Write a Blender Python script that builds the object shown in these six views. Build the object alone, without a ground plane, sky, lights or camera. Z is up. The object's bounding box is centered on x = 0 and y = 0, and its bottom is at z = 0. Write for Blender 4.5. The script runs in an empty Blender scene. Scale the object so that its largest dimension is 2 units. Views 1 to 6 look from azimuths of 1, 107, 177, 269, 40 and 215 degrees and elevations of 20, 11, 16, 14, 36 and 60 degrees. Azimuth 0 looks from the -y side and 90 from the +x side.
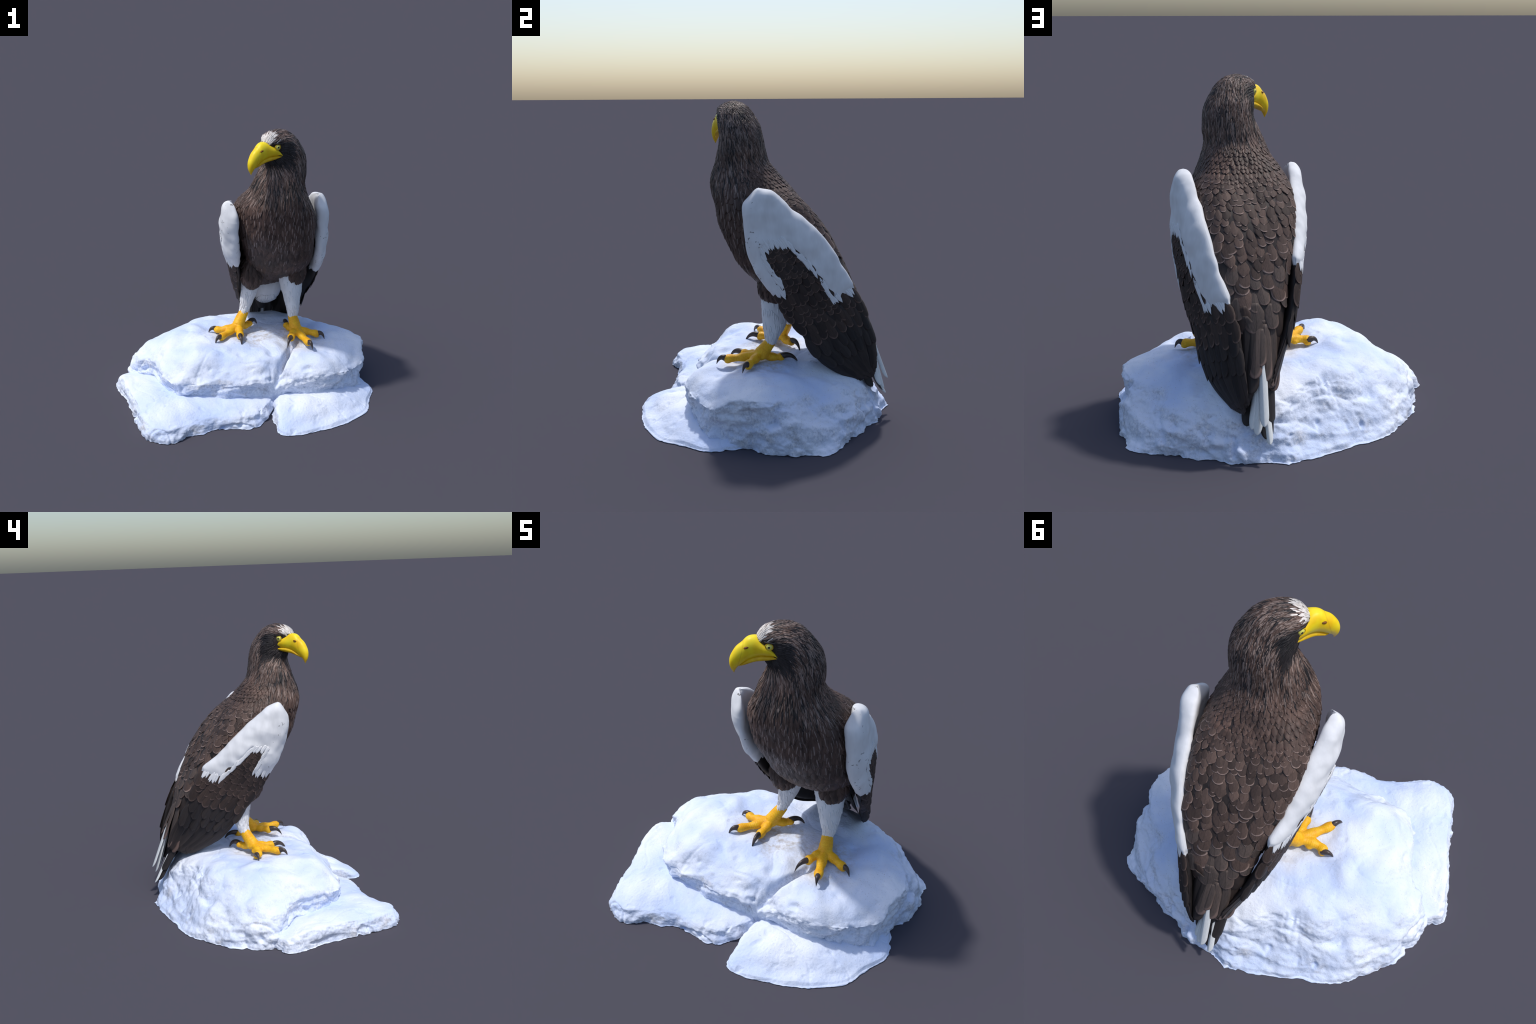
"""Sea eagle with white shoulders standing on a snow covered rock (built procedurally)."""
import bpy, bmesh, math, random
import numpy as np
from mathutils import Vector, Matrix, noise
from mathutils.bvhtree import BVHTree

rng = random.Random(7)

# ------------------------------------------------------------------ helpers
def V(*a):
    return Vector(a)

def catmull(pts, t, closed=False):
    """Catmull-Rom through rows of pts at parameters t in [0, n-1] (or [0, n) closed)."""
    P = np.asarray(pts, float)
    n = len(P)
    t = np.asarray(t, float)
    if closed:
        t = t % n
        i = np.floor(t).astype(int)
        f = (t - i)[..., None]
        a, b, c, d = P[(i - 1) % n], P[i % n], P[(i + 1) % n], P[(i + 2) % n]
    else:
        i = np.clip(np.floor(t).astype(int), 0, n - 2)
        f = (t - i)[..., None]
        ext = np.vstack([2 * P[0] - P[1], P, 2 * P[-1] - P[-2]])
        a, b, c, d = ext[i], ext[i + 1], ext[i + 2], ext[i + 3]
    return 0.5 * ((2 * b) + (c - a) * f + (2 * a - 5 * b + 4 * c - d) * f ** 2 + (3 * b - a - 3 * c + d) * f ** 3)

def smooth(a, b, x):
    t = np.clip((x - a) / (b - a), 0, 1)
    return t * t * (3 - 2 * t)

def new_obj(name, verts, faces, mats=(), mat_idx=None, smooth_shade=True):
    me = bpy.data.meshes.new(name)
    me.from_pydata([tuple(v) for v in verts], [], [tuple(f) for f in faces])
    for m in mats:
        me.materials.append(m)
    if mat_idx is not None:
        me.polygons.foreach_set("material_index", list(mat_idx))
    me.polygons.foreach_set("use_smooth", [smooth_shade] * len(me.polygons))
    me.update()
    ob = bpy.data.objects.new(name, me)
    bpy.context.collection.objects.link(ob)
    return ob

def parent(child, par):
    child.parent = par
    child.matrix_parent_inverse = par.matrix_world.inverted()

def grid_faces(nr, nc, closed=True, off=0):
    fs = []
    for r in range(nr - 1):
        for c in range(nc if closed else nc - 1):
            c2 = (c + 1) % nc
            fs.append((off + r * nc + c, off + r * nc + c2, off + (r + 1) * nc + c2, off + (r + 1) * nc + c))
    return fs

def fix_normals(ob):
    bm = bmesh.new()
    bm.from_mesh(ob.data)
    bmesh.ops.recalc_face_normals(bm, faces=bm.faces)
    bm.to_mesh(ob.data)
    bm.free()
    ob.data.update()

def loft(name, rings, mats, cap=True):
    """rings: array (n, m, 3) closed in m."""
    rings = np.asarray(rings)
    n, m = rings.shape[:2]
    verts = rings.reshape(-1, 3).tolist()
    faces = grid_faces(n, m)
    if cap:
        for k, row in ((0, 0), (1, n - 1)):
            c = rings[row].mean(axis=0).tolist()
            verts.append(c)
            ci = len(verts) - 1
            for j in range(m):
                a, b = row * m + j, row * m + (j + 1) % m
                faces.append((ci, b, a) if k == 0 else (ci, a, b))
    ob = new_obj(name, verts, faces, mats)
    fix_normals(ob)
    return ob

def tube(path, radii, seg=14, squash=1.0, up=V(0, 0, 1)):
    """Rings of a tube along path (list of Vectors); squash flattens along up."""
    out = []
    n = len(path)
    for i, p in enumerate(path):
        d = (path[min(i + 1, n - 1)] - path[max(i - 1, 0)]).normalized()
        x = d.cross(up)
        if x.length < 1e-4:
            x = d.cross(V(0, 1, 0))
        x.normalize()
        y = x.cross(d).normalized()
        out.append([tuple(p + (x * math.cos(a) + y * math.sin(a) * squash) * radii[i])
                    for a in [2 * math.pi * k / seg for k in range(seg)]])
    return np.array(out)

def fbm(p, octaves=3, lac=2.1, gain=0.5):
    s, a = 0.0, 1.0
    q = p.copy()
    for _ in range(octaves):
        s += a * noise.noise(q)
        q = q * lac + V(3.1, 1.7, 5.3)
        a *= gain
    return s

# ---------------------------------------------------------------- materials
def mat_base(name, rough=0.7, spec=0.25):
    m = bpy.data.materials.new(name)
    m.use_nodes = True
    nt = m.node_tree
    b = nt.nodes["Principled BSDF"]
    b.inputs["Roughness"].default_value = rough
    b.inputs["Specular IOR Level"].default_value = spec
    return m, nt, b

def N(nt, kind, **kw):
    n = nt.nodes.new(kind)
    for k, v in kw.items():
        if k in n.bl_rna.properties.keys():
            setattr(n, k, v)
        else:
            n.inputs[k].default_value = v
    return n

def L(nt, a, b):
    nt.links.new(a, b)

def ramp(nt, fac, stops):
    r = nt.nodes.new("ShaderNodeValToRGB")
    el = r.color_ramp.elements
    while len(el) < len(stops):
        el.new(0.5)
    for e, (p, c) in zip(el, stops):
        e.position = p
        e.color = (*c, 1) if len(c) == 3 else c
    L(nt, fac, r.inputs[0])
    return r.outputs[0]

def mix(nt, fac, a, b, mode="MIX"):
    m = nt.nodes.new("ShaderNodeMix")
    m.data_type = "RGBA"
    m.blend_type = mode
    for sock, val in ((m.inputs[0], fac), (m.inputs[6], a), (m.inputs[7], b)):
        if hasattr(val, "is_linked"):
            L(nt, val, sock)
        elif isinstance(val, (int, float)):
            sock.default_value = val
        else:
            sock.default_value = (*val, 1)
    return m.outputs[2]

def math_n(nt, op, a, b=None, c=None, clamp=False):
    m = nt.nodes.new("ShaderNodeMath")
    m.operation = op
    m.use_clamp = clamp
    for i, val in enumerate((a, b, c)):
        if val is None:
            continue
        if hasattr(val, "is_linked"):
            L(nt, val, m.inputs[i])
        else:
            m.inputs[i].default_value = val
    return m.outputs[0]

def noise_tex(nt, vec, scale, detail=3, rough=0.55, stretch=None):
    if stretch:
        mp = N(nt, "ShaderNodeMapping")
        mp.inputs["Scale"].default_value = stretch
        L(nt, vec, mp.inputs[0])
        vec = mp.outputs[0]
    t = N(nt, "ShaderNodeTexNoise", Scale=scale, Detail=detail, Roughness=rough)
    L(nt, vec, t.inputs["Vector"])
    return t.outputs["Fac"]

def bump(nt, bsdf, h, strength=0.3, dist=0.01):
    b = N(nt, "ShaderNodeBump", Strength=strength, Distance=dist)
    L(nt, h, b.inputs["Height"])
    L(nt, b.outputs[0], bsdf.inputs["Normal"])

def obj_coord(nt):
    return nt.nodes.new("ShaderNodeTexCoord").outputs["Object"]

BROWN = (0.046, 0.036, 0.034)
DARK = (0.017, 0.0145, 0.0155)
RUFOUS = (0.40, 0.29, 0.25)

def feather_mat(name, c0, c1, edge, edge_amt=0.8, shaft=0.4):
    """Feather seen in its own local space: x across (-0.5..0.5), y from quill 0 to tip 1."""
    m, nt, b = mat_base(name, 0.62, 0.22)
    oc = obj_coord(nt)
    sep = N(nt, "ShaderNodeSeparateXYZ")
    L(nt, oc, sep.inputs[0])
    info = nt.nodes.new("ShaderNodeObjectInfo")
    base = mix(nt, info.outputs["Random"], c0, c1)
    barbs = noise_tex(nt, oc, 9, 3, 0.6, (3.5, 0.8, 1))
    base = mix(nt, 0.55, base, mix(nt, 1.0, base, ramp(nt, barbs, [(0.3, (0.45, 0.45, 0.45)), (0.7, (1.7, 1.65, 1.6))]), "MULTIPLY"))
    # elliptical distance from the tip disc
    ax = math_n(nt, "MULTIPLY", sep.outputs[0], 2.0)
    ay = math_n(nt, "MULTIPLY", math_n(nt, "MAXIMUM", math_n(nt, "SUBTRACT", sep.outputs[1], 0.62), 0.0), 2.63)
    r = math_n(nt, "SQRT", math_n(nt, "ADD", math_n(nt, "POWER", ax, 2.0), math_n(nt, "POWER", ay, 2.0)))
    rn = math_n(nt, "ADD", r, math_n(nt, "MULTIPLY", math_n(nt, "SUBTRACT", barbs, 0.5), 0.12))
    em = ramp(nt, rn, [(0.78, (0, 0, 0)), (0.92, (1, 1, 1))])
    tipw = ramp(nt, sep.outputs[1], [(0.45, (0.1, 0.1, 0.1)), (0.85, (1, 1, 1))])
    em = math_n(nt, "MULTIPLY", math_n(nt, "MULTIPLY", em, tipw), edge_amt)
    col = mix(nt, em, base, edge)
    sh = math_n(nt, "LESS_THAN", math_n(nt, "ABSOLUTE", sep.outputs[0]), 0.018)
    col = mix(nt, math_n(nt, "MULTIPLY", sh, shaft), col, DARK)
    L(nt, col, b.inputs["Base Color"])
    bump(nt, b, barbs, 0.25, 0.004)
    return m

M_MANTLE = feather_mat("mantle_feather_brown", (0.042, 0.030, 0.027), (0.115, 0.078, 0.066), RUFOUS, 0.9, 0.35)
M_SCAP = feather_mat("scapular_grey_brown", (0.068, 0.055, 0.051), (0.100, 0.076, 0.067), (0.25, 0.17, 0.145), 0.65, 0.5)
M_COVERT = feather_mat("wing_covert_dark", (0.026, 0.0195, 0.0185), (0.062, 0.043, 0.037), (0.21, 0.14, 0.117), 0.65, 0.35)
M_FLIGHT = feather_mat("flight_feather_dark", (0.022, 0.019, 0.020), (0.038, 0.031, 0.030), (0.065, 0.05, 0.047), 0.4, 0.4)
M_TAILDARK = feather_mat("tail_feather_dark", (0.02, 0.018, 0.02), (0.03, 0.026, 0.027), (0.05, 0.045, 0.045), 0.3, 0.4)

def white_mat(name, col=(0.82, 0.835, 0.87), spots=False):
    m, nt, b = mat_base(name, 0.7, 0.2)
    oc = obj_coord(nt)
    n1 = noise_tex(nt, oc, 16, 4, 0.6, (1, 1, 0.35))
    c = mix(nt, ramp(nt, n1, [(0.35, (0, 0, 0)), (0.7, (1, 1, 1))]), tuple(x * 0.86 for x in col), col)
    if spots:
        sp = noise_tex(nt, oc, 62, 1, 0.4)
        zone = noise_tex(nt, oc, 9, 1, 0.5)
        k = math_n(nt, "MULTIPLY", ramp(nt, sp, [(0.685, (0, 0, 0)), (0.70, (1, 1, 1))]), ramp(nt, zone, [(0.50, (0, 0, 0)), (0.56, (1, 1, 1))]))
        c = mix(nt, math_n(nt, "MULTIPLY", k, 0.75), c, (0.12, 0.11, 0.11))
    L(nt, c, b.inputs["Base Color"])
    bump(nt, b, n1, 0.15, 0.006)
    return m

M_WHITE = white_mat("white_feather")
M_WHITESPOT = white_mat("white_feather_flecked", spots=True)
M_TAILWHITE = white_mat("white_tail_feather", (0.80, 0.82, 0.82))

def streak_mat(name, c0, c1, scale=30, stretch=(1, 1, 0.25)):
    m, nt, b = mat_base(name, 0.55, 0.3)
    oc = obj_coord(nt)
    n1 = noise_tex(nt, oc, scale, 4, 0.65, stretch)
    n2 = noise_tex(nt, oc, 7, 2, 0.5)
    c = ramp(nt, n1, [(0.32, c0), (0.68, c1)])
    c = mix(nt, 0.6, c, mix(nt, 1.0, c, ramp(nt, n2, [(0.3, (0.45, 0.44, 0.45)), (0.7, (1.8, 1.62, 1.52))]), "MULTIPLY"))
    L(nt, c, b.inputs["Base Color"])
    bump(nt, b, n1, 0.3, 0.004)
    return m

M_SKIN = streak_mat("plumage_underlayer", (0.018, 0.015, 0.015), (0.045, 0.035, 0.032))
M_HACKLE = streak_mat("hackle_brown", (0.048, 0.032, 0.027), (0.125, 0.084, 0.070), 60)
M_HACKLE_DARK = streak_mat("hackle_black", (0.012, 0.0115, 0.013), (0.036, 0.032, 0.034), 60)
M_HACKLE_GREY = streak_mat("hackle_greyish", (0.11, 0.085, 0.076), (0.26, 0.21, 0.19), 60)
M_HACKLE_WHITE = streak_mat("hackle_white", (0.50, 0.48, 0.44), (0.80, 0.80, 0.80), 60)
M_BREAST = streak_mat("breast_brown", (0.046, 0.030, 0.025), (0.105, 0.069, 0.057), 40)
M_BELLY = streak_mat("belly_brown", (0.034, 0.022, 0.0185), (0.080, 0.051, 0.042), 40)
M_STREAK = streak_mat("pale_shaft_streak", (0.13, 0.105, 0.098), (0.28, 0.235, 0.22), 60)
M_WINGSKIN = streak_mat("wing_underlayer", (0.014, 0.0125, 0.0135), (0.030, 0.025, 0.025), 40)

def beak_mat():
    m, nt, b = mat_base("beak_yellow", 0.46, 0.35)
    oc = obj_coord(nt)
    n1 = noise_tex(nt, oc, 14, 3, 0.5)
    c = ramp(nt, n1, [(0.3, (0.84, 0.50, 0.006)), (0.52, (0.90, 0.66, 0.010)), (0.75, (0.93, 0.77, 0.03))])
    # orange horn at the hook and a dull seam where the cere ends
    sep = N(nt, "ShaderNodeSeparateXYZ")
    L(nt, oc, sep.inputs[0])
    mr = N(nt, "ShaderNodeMapRange")
    L(nt, math_n(nt, "ADD", sep.outputs[2], math_n(nt, "MULTIPLY", n1, 0.06)), mr.inputs[0])
    mr.inputs[1].default_value, mr.inputs[2].default_value = 1.84, 1.75
    c = mix(nt, math_n(nt, "MULTIPLY", mr.outputs[0], 0.55), c, (0.72, 0.33, 0.008))
    dt = N(nt, "ShaderNodeVectorMath", operation="DOT_PRODUCT")
    L(nt, oc, dt.inputs[0])
    dt.inputs[1].default_value = (-0.674, -0.739, 0.25)
    seam = math_n(nt, "ABSOLUTE", math_n(nt, "SUBTRACT", dt.outputs["Value"], 0.637))
    seam = math_n(nt, "LESS_THAN", math_n(nt, "ADD", seam, math_n(nt, "MULTIPLY", n1, 0.004)), 0.0045)
    c = mix(nt, math_n(nt, "MULTIPLY", seam, 0.35), c, (0.62, 0.34, 0.01))
    L(nt, c, b.inputs["Base Color"])
    b.inputs["Subsurface Weight"].default_value = 0.0
    bump(nt, b, n1, 0.05, 0.004)
    return m

def simple_mat(name, c0, c1, rough=0.5, scale=20, spec=0.3, bmp=0.1):
    m, nt, b = mat_base(name, rough, spec)
    oc = obj_coord(nt)
    n1 = noise_tex(nt, oc, scale, 4, 0.6)
    L(nt, ramp(nt, n1, [(0.32, c0), (0.68, c1)]), b.inputs["Base Color"])
    if bmp:
        bump(nt, b, n1, bmp, 0.004)
    return m

M_BEAK = beak_mat()
M_LOWBEAK = simple_mat("lower_beak_ochre", (0.60, 0.33, 0.006), (0.78, 0.52, 0.012), 0.42)
M_NOSTRIL = simple_mat("nostril_brown", (0.10, 0.035, 0.006), (0.24, 0.09, 0.01), 0.6)
M_IRIS = simple_mat("iris_pale_yellow", (0.62, 0.60, 0.10), (0.78, 0.74, 0.18), 0.15, 60, 0.5, 0)
M_PUPIL = simple_mat("pupil_black", (0.006, 0.006, 0.007), (0.012, 0.012, 0.013), 0.1, 60, 0.6, 0)
M_CLAW = simple_mat("claw_horn", (0.022, 0.017, 0.016), (0.075, 0.055, 0.048), 0.35, 28, 0.4)

def foot_mat():
    m, nt, b = mat_base("foot_yellow_scutes", 0.5, 0.35)
    oc = obj_coord(nt)
    n1 = noise_tex(nt, oc, 22, 3, 0.6)
    c = ramp(nt, n1, [(0.3, (0.80, 0.34, 0.006)), (0.55, (0.88, 0.45, 0.010)), (0.78, (0.90, 0.55, 0.02))])
    vo = N(nt, "ShaderNodeTexVoronoi", Scale=150)
    L(nt, oc, vo.inputs["Vector"])
    L(nt, mix(nt, 0.15, c, ramp(nt, vo.outputs["Distance"], [(0.2, (1, 0.75, 0.05)), (0.8, (0.35, 0.16, 0.0))])), b.inputs["Base Color"])
    bump(nt, b, vo.outputs["Distance"], 0.25, 0.003)
    return m

M_FOOT = foot_mat()

def snow_mat():
    m, nt, b = mat_base("frosted_snow", 0.75, 0.25)
    oc = obj_coord(nt)
    big = noise_tex(nt, oc, 2.6, 4, 0.55)
    mid = noise_tex(nt, oc, 11, 4, 0.6)
    fine = noise_tex(nt, oc, 70, 3, 0.7)
    geo = nt.nodes.new("ShaderNodeNewGeometry")
    sep = N(nt, "ShaderNodeSeparateXYZ")
    L(nt, geo.outputs["Normal"], sep.inputs[0])
    steep = ramp(nt, sep.outputs[2], [(0.35, (1, 1, 1)), (0.85, (0, 0, 0))])  # bare frosted stone shows on steep faces
    snow = mix(nt, ramp(nt, big, [(0.35, (0, 0, 0)), (0.65, (1, 1, 1))]), (0.56, 0.67, 0.93), (0.81, 0.86, 0.97))  # deeper blue tone paints patches of bluish shading into the snow colour
    stone = ramp(nt, fine, [(0.34, (0.40, 0.45, 0.56)), (0.5, (0.60, 0.66, 0.80)), (0.66, (0.80, 0.83, 0.92))])
    tan = ramp(nt, mid, [(0.55, (0, 0, 0)), (0.72, (1, 1, 1))])
    stone = mix(nt, math_n(nt, "MULTIPLY", tan, 0.35), stone, (0.62, 0.56, 0.50))
    k = math_n(nt, "MULTIPLY", steep, ramp(nt, mid, [(0.38, (0.25, 0.25, 0.25)), (0.6, (1, 1, 1))]))
    col = mix(nt, math_n(nt, "MULTIPLY", k, 0.95), snow, stone)
    # scuffed, dirty patch around the feet
    def blob(cx, cy, r):
        s = N(nt, "ShaderNodeVectorMath", operation="DISTANCE")
        L(nt, oc, s.inputs[0])
        s.inputs[1].default_value = (cx, cy, 0.37)
        return ramp(nt, s.outputs["Value"], [(r * 0.45, (1, 1, 1)), (r, (0, 0, 0))])
    dirt = math_n(nt, "MAXIMUM", blob(0.05, 0.08, 0.24), blob(0.38, 0.08, 0.24))
    dn = noise_tex(nt, oc, 14, 5, 0.7)
    dirt = math_n(nt, "MULTIPLY", math_n(nt, "MULTIPLY", dirt, ramp(nt, dn, [(0.45, (0, 0, 0)), (0.62, (1, 1, 1))])), 0.75)
    col = mix(nt, dirt, col, (0.40, 0.36, 0.32))
    sp = noise_tex(nt, oc, 160, 1, 0.4)
    col = mix(nt, math_n(nt, "MULTIPLY", ramp(nt, sp, [(0.70, (0, 0, 0)), (0.74, (1, 1, 1))]), 0.45), col, (0.30, 0.27, 0.26))
    L(nt, col, b.inputs["Base Color"])
    bump(nt, b, math_n(nt, "ADD", fine, math_n(nt, "MULTIPLY", mid, 1.5)), 0.25, 0.012)
    return m

M_SNOW = snow_mat()

# ================================================================ SNOWY ROCK
def boulder(name, base, rim, centre, ztop, power, nu=420, nq=(70, 60), rough=0.012, seed=0.0, carve=None, side_pow=1.0, mounds=(), soften=60):
    """Rock lofted from a plan outline: plateau from centre to rim, rounded side from rim to base."""
    ns = len(base)
    u = np.linspace(0, ns, nu, endpoint=False)
    B = catmull(np.array(base, float), u, True)
    T = catmull(np.array(rim, float), u, True)
    sp = catmull(np.array(side_pow, float)[:, None], u, True)[:, 0] if hasattr(side_pow, '__len__') else np.full(nu, side_pow)
    rings = []
    for q in np.linspace(0.004, 1, nq[0]):
        xy = centre[None, :2] * (1 - q) + T[:, :2] * q
        z = T[:, 2] + (ztop - T[:, 2]) * (1 - q ** power)
        rings.append(np.column_stack([xy, z]))
    for k in np.linspace(0, 1, nq[1])[1:]:
        a = k * math.pi / 2
        xy = T[:, :2] + (B[:, :2] - T[:, :2]) * (math.sin(a) ** sp)[:, None]
        z = T[:, 2] * max(math.cos(a), 0.0) ** sp
        rings.append(np.column_stack([xy, z]))
    R = np.array(rings)
    for _ in range(soften):            # round the snow over the rim
        R[1:-1] = 0.5 * R[1:-1] + 0.25 * (R[:-2] + R[2:])
    for mx, my, mr, mh in mounds:      # broad swells of the snow cap
        g = np.exp(-((R[:, :, 0] - mx) ** 2 + (R[:, :, 1] - my) ** 2) / mr ** 2)
        R[:, :, 2] += mh * g * smooth(0.12, 0.28, R[:, :, 2])
    # normals by finite differences
    du = np.roll(R, -1, 1) - np.roll(R, 1, 1)
    dv = np.gradient(R, axis=0)
    nrm = np.cross(dv, du)
    nrm /= np.linalg.norm(nrm, axis=2)[:, :, None] + 1e-9
    if nrm[2, :, 2].mean() < 0:
        nrm = -nrm
    n0, n1 = R.shape[:2]
    out = R.copy()
    for i in range(n0):
        for j in range(n1):
            p = Vector(R[i, j])
            nz = abs(nrm[i, j, 2])
            off = V(seed, seed * 2, 0)
            side = 1 - min(1, max(0, (nz - 0.35) / 0.5))
            q = p + off
            d = rough * 1.3 * noise.noise(q * 4.5) + rough * 0.8 * noise.noise(q * 10)
            ridge = 1 - abs(noise.noise(V(q.x * 4 + 3, q.y * 4, q.z * 9)))
            d += rough * 0.9 * (ridge ** 3 - 0.5) * (0.25 + 0.75 * side)
            st = V(q.x * 7, q.y * 7, q.z * 20)
            wq = q * 4.2 + noise.noise_vector(q * 5) * 0.35
            f1, f2 = noise.voronoi(wq)[0][:2]
            d += (0.25 + 0.75 * side) * 0.030 * (min(0.45, f2 - f1) - 0.25)       # broken facets
            d += side * rough * (1.2 * noise.noise(st) + 0.65 * fbm(q * 26, 3))
            cr = abs(noise.noise(q * 3.1 + V(4, 8, 1)))
            if cr < 0.055:
                d -= (1 - cr / 0.055) ** 1.5 * 0.011 * (0.25 + 0.75 * side)
            pit = noise.noise(q * 15 + V(9, 2, 4))
            if pit > 0.42:
                d -= (0.25 + 0.75 * side) * (pit - 0.42) * 0.09
            d += 0.0012 * noise.noise(q * 70)
            pn = p + Vector(nrm[i, j]) * d
            if carve:
                pn = carve(pn)
            fade = min(1, max(0, R[i, j, 2] / 0.02))
            pn.z = max(0.0, pn.z) * fade if fade < 1 else max(0.0, pn.z)
            if i < n0 - 1:
                pn.z = max(pn.z, 0.0015 + 0.0015 * (n0 - 1 - i) / 4)
            out[i, j] = pn
    # crumbly foot line
    for j in range(n1):
        p = Vector(out[-1, j])
        w = noise.noise(p * 22) * 0.010 + noise.noise(p * 50) * 0.006
        out[-1, j, :2] += nrm[-1, j, :2] * w
        out[-1, j, 2] = 0.0
    verts = out.reshape(-1, 3).tolist()
    faces = grid_faces(n0, n1)
    verts.append([centre[0], centre[1], float(out[0, :, 2].mean())])
    c0 = len(verts) - 1
    faces += [(c0, (j + 1) % n1, j) for j in range(n1)]
    verts.append([centre[0], centre[1], 0.0])
    c1 = len(verts) - 1
    o = (n0 - 1) * n1
    faces += [(c1, o + j, o + (j + 1) % n1) for j in range(n1)]
    ob = new_obj(name, verts, faces, [M_SNOW])
    fix_normals(ob)
    return ob

def seg_dist(p, a, b):
    ab = b - a
    t = max(0.0, min(1.0, (p - a).dot(ab) / ab.length_squared))
    return (p - (a + ab * t)).length, t

CREVICE = [V(0.345, 0.02, 0), V(0.325, -0.12, 0), V(0.295, -0.22, 0), V(0.25, -0.32, 0), V(0.20, -0.46, 0)]
CREV_DEPTH = [0.0, 0.12, 0.12, 0.035, 0.0]

def carve_main(p):
    q = V(p.x, p.y, 0)
    best, dep = 9, 0
    for i in range(len(CREVICE) - 1):
        d, t = seg_dist(q, CREVICE[i], CREVICE[i + 1])
        if d < best:
            best, dep = d, CREV_DEPTH[i] * (1 - t) + CREV_DEPTH[i + 1] * t
    w = 0.016 + 0.008 * noise.noise(p * 9)
    g = math.exp(-(best / max(w, 0.008)) ** 2)
    wide = math.exp(-(best / 0.06) ** 2)
    p.z -= (dep * g + 0.010 * wide) * (1 if p.z > 0.05 else p.z / 0.05)
    # melt drips below a pocket on the rear slope
    for ax, ay, bx, by in ((-0.285, 0.480, -0.325, 0.590), (-0.315, 0.470, -0.375, 0.600), (-0.245, 0.495, -0.262, 0.560)):
        d, t = seg_dist(q, V(ax, ay, 0), V(bx, by, 0))
        if d < 0.02:
            p.z -= 0.012 * math.exp(-(d / 0.008) ** 2) * (1 - 0.6 * t)
    # dents and cracks in the snow cap
    for cx, cy, r, dp in ((0.19, -0.21, 0.035, 0.018), (-0.285, 0.475, 0.022, 0.03), (-0.33, 0.462, 0.025, 0.014), (-0.545, 0.44, 0.04, 0.03), (0.62, -0.08, 0.03, 0.012),
                          (-0.014, 0.63, 0.025, 0.015), (-0.15, 0.545, 0.04, 0.012)):
        d = math.hypot(p.x - cx, p.y - cy)
        if d < r * 2.5:
            p.z -= dp * math.exp(-(d / r) ** 2)
    return p

main_base = [(0.868, -0.05), (0.885, 0.15), (0.90, 0.34), (0.885, 0.50), (0.79, 0.66), (0.60, 0.735), (0.42, 0.79), (0.20, 0.83),
             (-0.035, 0.852), (-0.24, 0.78), (-0.43, 0.69), (-0.57, 0.635), (-0.70, 0.51), (-0.84, 0.33), (-0.905, 0.12), (-0.88, -0.02),
             (-0.70, -0.14), (-0.57, -0.33), (-0.45, -0.44), (-0.26, -0.44), (-0.04, -0.43), (0.13, -0.39), (0.27, -0.355), (0.40, -0.345), (0.56, -0.315), (0.73, -0.215)]
main_rim = [(0.875, -0.05, .225), (0.882, 0.11, .295), (0.874, 0.26, .312), (0.795, 0.40, .285), (0.655, 0.485, .28), (0.50, 0.57, .305), (0.35, 0.63, .305), (0.19, 0.67, .295),
            (-0.01, 0.66, .29), (-0.15, 0.55, .33), (-0.29, 0.47, .325), (-0.43, 0.41, .315), (-0.55, 0.29, .31), (-0.64, 0.17, .295), (-0.72, 0.07, .265), (-0.77, -0.03, .215),
            (-0.69, -0.15, .22), (-0.605, -0.32, .225), (-0.50, -0.475, .222), (-0.30, -0.475, .22), (-0.06, -0.455, .215), (0.12, -0.415, .23), (0.262, -0.36, .195), (0.40, -0.345, .235), (0.56, -0.32, .255), (0.73, -0.225, .245)]
rock = bpy.data.objects.new("snowy_rock", None)
rock.location = (0, 0, 0)
bpy.context.collection.objects.link(rock)
rock["label"] = "low snow covered boulder with frosted ledges at the front"
rock["category"] = "rock"

b0 = boulder("boulder", main_base, main_rim, np.array([0.08, 0.14]), 0.374, 5.0, 520, (90, 70), 0.017, 0.0, carve_main,
             [1.2, 1.15, 1.25, 1.7] + [1.7, 1.35, 1.2, 1.3, 1.7, 2.1, 2.1, 2.0, 1.7, 1.4] + [1.1] * 12,
             [(-0.38, -0.20, 0.24, 0.042), (-0.48, 0.08, 0.2, 0.026), (-0.62, -0.1, 0.14, 0.03), (0.55, -0.2, 0.12, 0.015), (0.66, 0.22, 0.12, -0.012), (-0.2, -0.3, 0.15, 0.02), (0.10, -0.28, 0.11, 0.03)])

slab_base = [(-0.97, -0.05), (-0.93, -0.2), (-0.83, -0.4), (-0.75, -0.6), (-0.69, -0.73), (-0.60, -0.838), (-0.47, -0.860), (-0.34, -0.782), (-0.18, -0.685),
             (0.03, -0.655), (0.14, -0.58), (0.205, -0.47), (0.22, -0.34), (0.0, -0.2), (-0.4, -0.1), (-0.75, 0.05)]
slab_rim = [(-0.90, -0.06, .085), (-0.885, -0.22, .115), (-0.80, -0.40, .112), (-0.72, -0.57, .108), (-0.665, -0.70, .105), (-0.58, -0.80, .095), (-0.47, -0.825, .088), (-0.36, -0.745, .085), (-0.2, -0.64, .078),
            (0.02, -0.61, .085), (0.11, -0.55, .09), (0.17, -0.45, .105), (0.19, -0.36, .105), (0.0, -0.25, .11), (-0.4, -0.15, .11), (-0.72, 0.0, .08)]
b1 = boulder("snow_ledge", slab_base, slab_rim, np.array([-0.45, -0.46]), 0.134, 2.2, 400, (60, 40), 0.010, 3.7, None, 1.3)
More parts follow.
